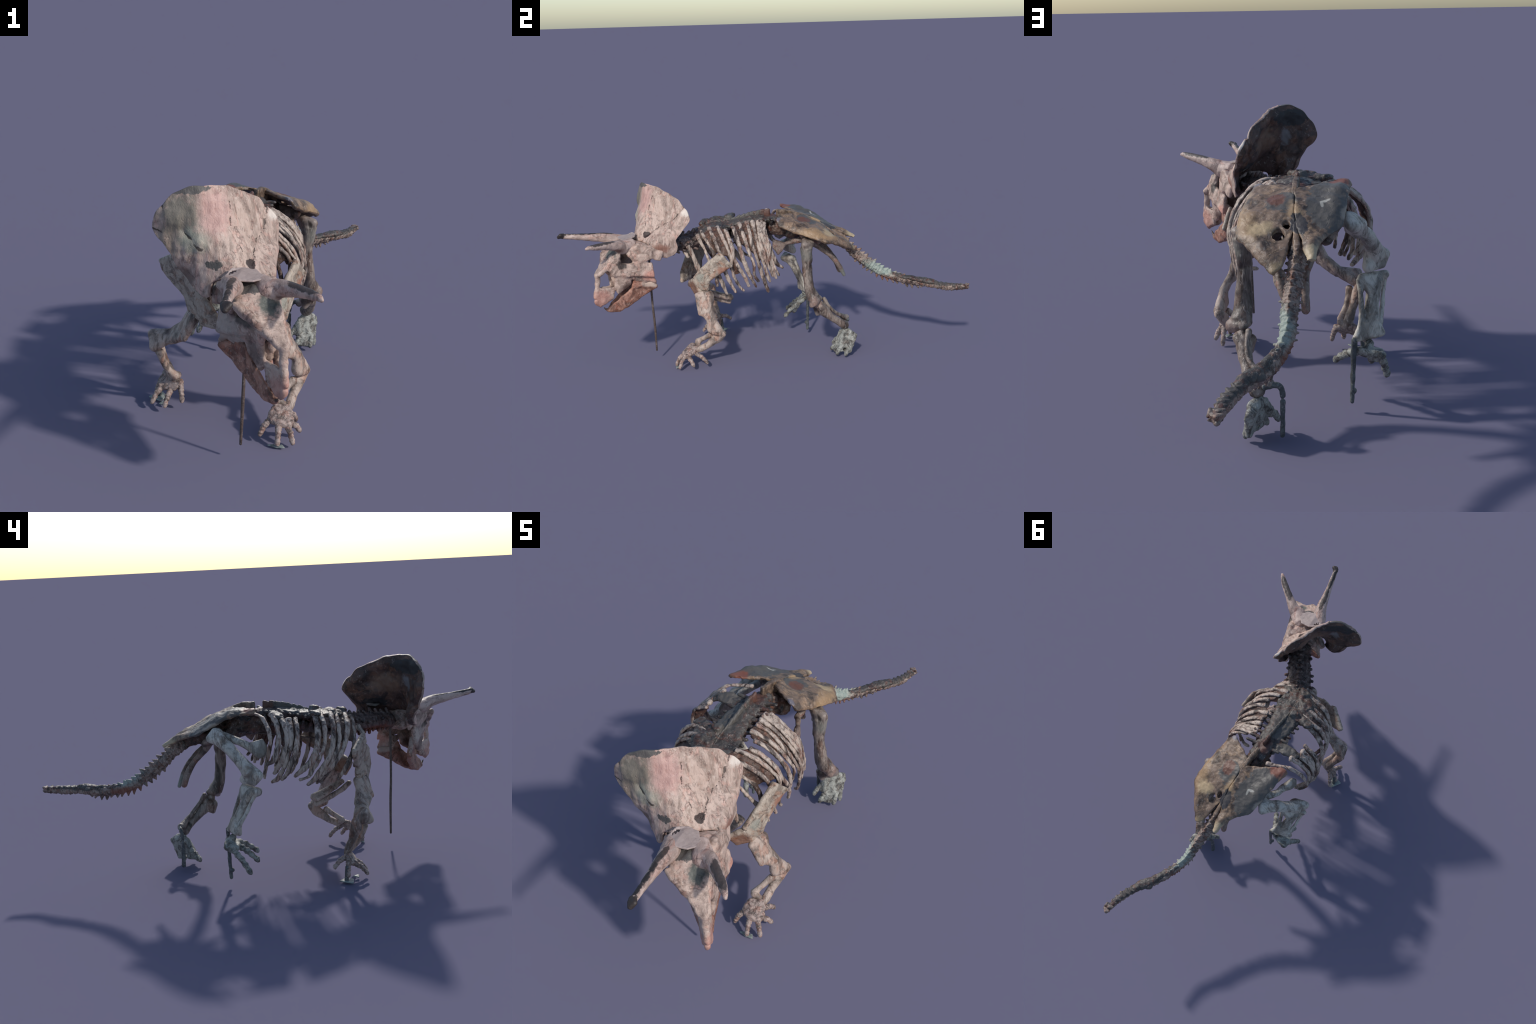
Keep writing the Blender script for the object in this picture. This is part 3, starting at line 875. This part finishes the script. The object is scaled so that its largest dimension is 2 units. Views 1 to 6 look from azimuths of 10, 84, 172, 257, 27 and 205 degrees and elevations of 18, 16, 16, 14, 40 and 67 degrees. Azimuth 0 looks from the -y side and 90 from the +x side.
def build_forelimbs(root):
    # left
    part('scapula', root, [
        hull((.184, -.222, .582, .009), (.212, -.168, .525, .008), (.200, -.190, .515, .010), (.172, -.262, .545, .010)),
        hull((.200, -.190, .515, .010), (.172, -.262, .545, .010), (.150, -.312, .497, .011), (.178, -.284, .450, .012)),
        hull((.150, -.312, .497, .011), (.178, -.284, .450, .012), (.164, -.290, .402, .014), (.132, -.345, .450, .013),
             (.140, -.335, .405, .012)),
    ], 'shoulder', .003, 4, .0025, 28)
    part('coracoid', root, [hull((.083, -.374, .417, .009), (.096, -.349, .366, .010), (.145, -.325, .385, .013),
                                 (.128, -.347, .440, .012))], 'shoulder', .003, 3, .003, 30)
    arm = part('upper_arm_bone', root, [
        hull((.150, -.290, .375, .020), (.168, -.272, .362, .018), (.153, -.340, .366, .014), (.185, -.328, .280, .013),
             (.180, -.285, .300, .015)),
        hull((.185, -.322, .283, .014), (.176, -.280, .330, .015), (.212, -.285, .258, .016), (.216, -.270, .262, .015)),
        hull((.212, -.285, .262, .016), (.218, -.268, .255, .016), (.216, -.283, .205, .020), (.236, -.238, .192, .022)),
    ], 'limb', .003, 5, .0025, 28)
    fore = part('forearm_bone', root, [
        hull((.238, -.226, .185, .019), (.225, -.235, .155, .012), (.215, -.265, .160, .016), (.208, -.300, .120, .016)),
        hull((.208, -.300, .120, .017), (.205, -.335, .100, .016), (.200, -.347, .097, .017)),
    ], 'limb', .003, 4, .002, 30)
    part('forearm_bone', root, [
        limb([(.206, -.285, .172, .016), (.186, -.312, .153, .012), (.168, -.335, .136, .014), (.160, -.348, .124, .019)], 5),
        hull((.160, -.350, .122, .015), (.180, -.348, .108, .013), (.200, -.348, .095, .010)),
    ], 'limb', .003, 4, .002, 30)
    hand = part('hand', root, [
        hull((.160, -.378, .108, .013), (.200, -.362, .098, .013), (.146, -.405, .076, .013), (.216, -.402, .070, .014),
             (.182, -.422, .070, .013), (.208, -.418, .068, .012)),
        ball(.165, -.375, .106, .014), ball(.192, -.362, .098, .015), ball(.208, -.372, .088, .013),
    ], 'hand', .003, 2, .004, 60)
    toes(hand, [((.140, -.412, .066), (.120, -.430, .036)), ((.180, -.432, .062), (.182, -.458, .024)),
                ((.212, -.424, .060), (.229, -.443, .026)), ((.226, -.395, .058), (.242, -.380, .036)),
                ((.212, -.360, .078), (.222, -.313, .038))], 'hand')
    part('base_fragment', root, [hull((.150, -.452, .003, .003), (.175, -.462, .006, .003), (.168, -.445, .003, .003)),
                                 hull((.178, -.462, .005, .004), (.205, -.462, .006, .003), (.195, -.445, .004, .003))],
         'scrap', .0022, 0, .001, 80)
    # right
    part('scapula', root, [
        hull((-.206, -.320, .600, .010), (-.277, -.256, .556, .010), (-.265, -.262, .530, .011), (-.190, -.335, .570, .010)),
        hull((-.200, -.320, .575, .010), (-.262, -.265, .530, .011), (-.168, -.312, .460, .014), (-.126, -.372, .520, .010)),
        hull((-.168, -.312, .458, .013), (-.126, -.372, .520, .010), (-.150, -.320, .402, .015), (-.115, -.362, .405, .012), (-.100, -.368, .440, .010)),
    ], 'shoulder', .003, 4, .0025, 28)
    part('coracoid', root, [hull((-.126, -.372, .515, .009), (-.045, -.410, .435, .010), (-.022, -.412, .392, .010),
                                 (-.100, -.372, .390, .012), (-.110, -.365, .440, .010))], 'shoulder', .003, 3, .003, 30)
    part('upper_arm_bone', root, [
        hull((-.135, -.355, .392, .018), (-.152, -.315, .394, .020), (-.165, -.370, .325, .014), (-.180, -.318, .345, .018)),
        hull((-.165, -.365, .325, .014), (-.180, -.312, .350, .017), (-.225, -.318, .290, .016), (-.222, -.288, .312, .017)),
        hull((-.225, -.312, .298, .017), (-.222, -.292, .308, .017), (-.285, -.315, .258, .020), (-.296, -.262, .268, .023), (-.300, -.290, .296, .016)),
    ], 'limb', .003, 5, .0025, 28)
    part('forearm_bone', root, [
        hull((-.300, -.250, .258, .022), (-.288, -.262, .225, .017), (-.270, -.240, .170, .016)),
        hull((-.270, -.240, .172, .016), (-.252, -.228, .118, .017), (-.240, -.232, .105, .017)),
    ], 'limb', .003, 4, .002, 30)
    part('forearm_bone', root, [
        limb([(-.270, -.300, .232, .016), (-.262, -.290, .195, .012), (-.245, -.272, .150, .012), (-.226, -.250, .122, .017)], 5),
        hull((-.222, -.238, .120, .014), (-.240, -.232, .108, .012)),
    ], 'limb', .003, 4, .002, 30)
    hand = part('hand', root, [
        hull((-.248, -.228, .102, .013), (-.208, -.246, .098, .012), (-.276, -.212, .100, .013), (-.230, -.262, .075, .012),
             (-.282, -.248, .072, .012), (-.288, -.222, .082, .012)),
        ball(-.235, -.240, .104, .013), ball(-.262, -.224, .104, .014), ball(-.210, -.250, .094, .013),
    ], 'hand', .003, 2, .004, 60)
    toes(hand, [((-.208, -.254, .086), (-.198, -.271, .043)), ((-.242, -.268, .066), (-.250, -.304, .034)),
                ((-.282, -.255, .066), (-.300, -.290, .036)), ((-.288, -.216, .082), (-.307, -.209, .040)),
                ((-.275, -.200, .098), (-.295, -.158, .078))], 'hand')
    part('support_rod', root, [limb([(-.300, -.205, .070, .008), (-.301, -.203, .040, .008), (-.303, -.201, .008, .010)], 4, 10)], 'rod_dark', .0028, 1, .001, 50)
    part('base_fragment', root, [hull((-.336, -.218, .008, .003), (-.302, -.172, .010, .003), (-.275, -.200, .006, .003), (-.290, -.235, .006, .003)),
                                 hull((-.262, -.270, .010, .003), (-.285, -.262, .008, .003), (-.272, -.245, .012, .003))], 'scrap', .0022, 0, .001, 80)
    # breast plates between the arms
    part('sternal_plate', root, [limb([(.030, -.310, .350, .018, .012), (.015, -.260, .330, .022, .013), (.004, -.200, .305, .033, .017),
                                       (-.002, -.165, .295, .034, .018)], 6, 14)], 'limb', .003, 2, .002, 30)
    part('sternal_plate', root, [limb([(-.010, -.330, .350, .012, .012), (.005, -.300, .318, .012, .012), (-.002, -.235, .290, .012, .013),
                                       (-.012, -.168, .266, .011, .012)], 6, 12)], 'limb', .003, 2, .002, 30)


def build_hindlimbs(root):
    # left
    part('thigh_bone', root, [
        hull((.160, .205, .615, .020), (.195, .200, .605, .020), (.165, .235, .605, .018), (.180, .205, .560, .021), (.140, .225, .620, .018)),
        limb([(.182, .208, .590, .032, .030), (.178, .210, .540, .029, .026), (.177, .211, .490, .027, .023), (.181, .213, .430, .027, .023),
              (.186, .224, .365, .032, .027), (.195, .240, .330, .037, .033)], 6, 16),
        hull((.180, .245, .330, .022), (.222, .238, .315, .024), (.190, .270, .325, .016), (.225, .225, .300, .014)),
    ], 'thigh', .0035, 4, .003, 22)
    part('shin_bone', root, [
        hull((.195, .268, .300, .016), (.190, .285, .285, .018), (.205, .255, .290, .014)),
        hull((.168, .258, .272, .020), (.210, .275, .288, .018), (.172, .262, .238, .014), (.192, .305, .262, .018)),
        limb([(.192, .285, .262, .028), (.190, .325, .225, .021), (.182, .370, .190, .021), (.165, .405, .163, .028, .024)], 6, 14),
    ], 'thigh', .0032, 4, .0025, 28)
    part('shin_bone', root, [limb([(.176, .294, .318, .011), (.186, .318, .280, .009), (.184, .345, .248, .009), (.160, .385, .215, .012),
                                   (.130, .418, .190, .018)], 6, 10)], 'thigh', .003, 3, .002, 30)
    foot = part('foot', root, [
        hull((.160, .408, .142, .014), (.190, .430, .130, .013), (.140, .392, .124, .012), (.192, .448, .112, .013),
             (.196, .415, .040, .013), (.186, .372, .036, .013), (.150, .362, .038, .013)),
        hull((.196, .450, .116, .010), (.203, .447, .104, .009), (.198, .424, .032, .010), (.196, .405, .028, .011)),
        hull((.140, .388, .118, .012), (.118, .376, .075, .012), (.150, .365, .060, .012)),
        hull((.190, .365, .035, .010), (.194, .360, .026, .008), (.150, .352, .030, .012), (.136, .346, .030, .010)),
    ], 'foot', .003, 2, .0045, 38, cut=[ball(.195, .397, .043, .035, .008, .011)])
    toes(foot, [((.196, .425, .060), (.204, .404, .026)), ((.192, .385, .060), (.194, .362, .030)),
                ((.150, .370, .060), (.136, .345, .032)), ((.122, .380, .078), (.101, .360, .050))], 'foot', .015, .012)
    part('support_rod', root, [limb([(.150, .425, .185, .008, .010), (.110, .424, .190, .008, .010), (.093, .420, .165, .007, .009),
                                     (.092, .420, .100, .007, .010), (.094, .423, .020, .007, .011)], 6, 10)], 'rod_dark', .0028, 1, .0015, 50)
    # right
    part('thigh_bone', root, [
        hull((-.135, .285, .655, .022), (-.140, .310, .635, .018), (-.175, .270, .630, .022), (-.120, .270, .650, .018)),
        limb([(-.150, .280, .635, .028, .026), (-.180, .255, .608, .027, .024), (-.205, .233, .582, .026, .023), (-.232, .203, .540, .028, .025),
              (-.250, .178, .505, .036, .032)], 6, 16),
        hull((-.238, .170, .505, .027), (-.284, .150, .495, .020), (-.218, .195, .470, .018), (-.272, .166, .468, .016)),
    ], 'thigh_pale', .0035, 4, .003, 22)
    part('shin_bone', root, [
        hull((-.200, .192, .432, .016), (-.285, .164, .432, .014), (-.250, .148, .420, .018), (-.222, .205, .395, .014)),
        limb([(-.246, .178, .415, .032, .024), (-.232, .210, .360, .023, .019), (-.222, .235, .305, .029, .019)], 6, 14),
        limb([(-.190, .198, .430, .010), (-.192, .225, .360, .009), (-.186, .245, .300, .009), (-.164, .262, .250, .010)], 5),
        hull((-.226, .235, .305, .018), (-.196, .242, .300, .012), (-.168, .258, .254, .013), (-.255, .246, .262, .014), (-.235, .232, .250, .012)),
    ], 'thigh_pale', .0032, 4, .0025, 28)
    part('shin_bone', root, [limb([(-.282, .163, .424, .011), (-.275, .182, .390, .008), (-.266, .205, .340, .008), (-.254, .230, .295, .010),
                                   (-.245, .242, .262, .011)], 6, 10)], 'thigh_pale', .003, 3, .002, 30)
    foot = part('foot', root, [
        hull((-.242, .284, .206, .014), (-.192, .270, .216, .013), (-.168, .248, .208, .012), (-.250, .250, .196, .014),
             (-.205, .234, .196, .013), (-.235, .272, .186, .012)),
        ball(-.215, .255, .228, .016), ball(-.245, .285, .200, .015),
    ], 'foot', .003, 2, .004, 40)
    toes(foot, [((-.172, .240, .200), (-.129, .139, .134)), ((-.218, .238, .196), (-.243, .166, .135)),
                ((-.250, .262, .186), (-.285, .208, .102))], 'foot', .0165, .013)
    part('support_rod', root, [limb([(-.163, .264, .255, .008, .011), (-.160, .264, .200, .008, .010), (-.158, .262, .110, .007, .009), (-.157, .260, .032, .007, .008)], 6, 10),
                               ball(-.163, .256, .070, .011)], 'rod_dark', .0028, 1, .0015, 50)


def build_pelvis(root):
    pelvis = part('pelvis', root, [
        sheet([[(-.010, .085, .752), (-.010, .085, .700)], [(.008, .160, .744), (.008, .160, .690)], [(.022, .240, .706), (.022, .240, .66)],
               [(.034, .320, .668), (.034, .320, .63)], [(.042, .400, .624), (.042, .400, .59)], [(.052, .450, .590), (.052, .450, .56)]], .018),
    ], 'pelvis', .004, 3, .003, 30)
    part('sacrum', pelvis, [limb([(-.020, .050, .660, .040, .045), (-.006, .110, .660, .045, .050), (.008, .180, .645, .050, .048), (.024, .270, .622, .042, .040), (.040, .350, .605, .028, .028),
              (.045, .410, .578, .024, .024)], 6, 14),
        ball(-.03, .10, .645, .05, .03, .03), ball(.04, .16, .63, .03, .04, .03), ball(-.03, .20, .63, .035, .04, .03)],
         'sacrum', .004, 2, .008, 36)
    left = [[(.136, .078, .700), (.118, .066, .730), (.098, .078, .736), (.088, .100, .730)],
            [(.160, .140, .675), (.133, .130, .712), (.085, .140, .722), (.006, .150, .738)],
            [(.188, .210, .650), (.158, .205, .690), (.095, .205, .703), (.018, .215, .722)],
            [(.204, .288, .625), (.175, .290, .655), (.110, .290, .670), (.029, .285, .692)],
            [(.178, .355, .604), (.152, .360, .632), (.105, .355, .634), (.038, .350, .655)],
            [(.146, .420, .575), (.128, .425, .598), (.095, .415, .600), (.066, .395, .615)],
            [(.120, .463, .550), (.112, .465, .560), (.100, .460, .566), (.090, .450, .572)]]
    part('ilium', pelvis, [sheet(left, .016, 6, .008)], 'pelvis', .0035, 3, .007, 17,
         cut=[ball(.088, .357, .634, .016, .018, .05), ball(.062, .335, .655, .010, .013, .05)])
    right = [[(-.176, .132, .726), (-.160, .122, .744), (-.130, .125, .744), (-.100, .150, .738)],
             [(-.160, .185, .728), (-.135, .180, .740), (-.085, .180, .735), (.010, .185, .732)],
             [(-.140, .240, .716), (-.110, .240, .726), (-.060, .245, .715), (.018, .235, .714)],
             [(-.122, .295, .684), (-.090, .298, .696), (-.040, .298, .690), (.029, .290, .688)],
             [(-.104, .350, .652), (-.070, .350, .662), (-.025, .350, .658), (.036, .345, .656)],
             [(-.035, .400, .625), (-.020, .405, .634), (.000, .405, .636), (.025, .395, .628)],
             [(-.006, .445, .606), (.000, .448, .616), (.010, .448, .616), (.024, .440, .606)],
             [(.005, .486, .588), (.010, .488, .594), (.016, .488, .594), (.022, .480, .588)]]
    part('ilium', pelvis, [sheet(right, .015, 6, .005)], 'pelvis', .0035, 3, .007, 17)
    hip = [hull((.130, .200, .640, .020), (.100, .280, .600, .020), (.060, .240, .640, .02)),
           hull((-.110, .270, .650, .020), (-.060, .320, .600, .018), (-.02, .26, .64, .02))]
    part('hip_socket', pelvis, hip, 'hip', .004, 3, .004, 30)
    part('ischium', pelvis, [limb([(.085, .255, .590, .020), (.082, .285, .566, .015), (.090, .342, .519, .012), (.080, .390, .460, .013),
                                   (.058, .423, .397, .009)], 6, 12)], 'hip', .003, 3, .002, 30)
    part('ischium', pelvis, [limb([(-.050, .290, .610, .020), (-.020, .320, .560, .015), (.010, .360, .508, .012), (.016, .388, .460, .014),
                                   (.018, .407, .410, .013)], 6, 12)], 'hip', .003, 3, .002, 30)
    part('pubis', pelvis, [hull((.110, .190, .612, .016), (.108, .150, .605, .013)),
                           hull((.110, .155, .605, .013), (.132, .105, .600, .010)),
                           hull((.132, .108, .598, .010), (.146, .052, .625, .007), (.148, .050, .590, .007), (.148, .072, .557, .007))],
         'hip', .003, 3, .002, 30)
    part('pubis', pelvis, [hull((-.110, .260, .640, .018), (-.160, .195, .615, .016)),
                           hull((-.160, .195, .615, .016), (-.168, .150, .588, .018)),
                           hull((-.168, .155, .590, .018), (-.190, .106, .616, .009), (-.200, .095, .590, .009), (-.204, .105, .560, .009),
                                (-.195, .120, .552, .009))], 'thigh_pale', .003, 3, .002, 30)


def main():
    materials()
    root = bpy.data.objects.new('horned_dinosaur_skeleton', None)
    root['label'] = 'weathered three-horned dinosaur skeleton striding on steel rods'
    root['category'] = 'dinosaur skeleton'
    COL.objects.link(root)
    build_skull(root)
    build_neck(root)
    build_backbone(root)
    build_pelvis(root)
    build_tail(root)
    build_ribs(root)
    build_forelimbs(root)
    build_hindlimbs(root)
    part('support_rod', root, [limb([(.088, -.568, .585, .0055), (.083, -.567, .340, .0055), (.080, -.562, .211, .006), (.076, -.560, .058, .0048)], 6, 10)],
         'rod', 0)


main()
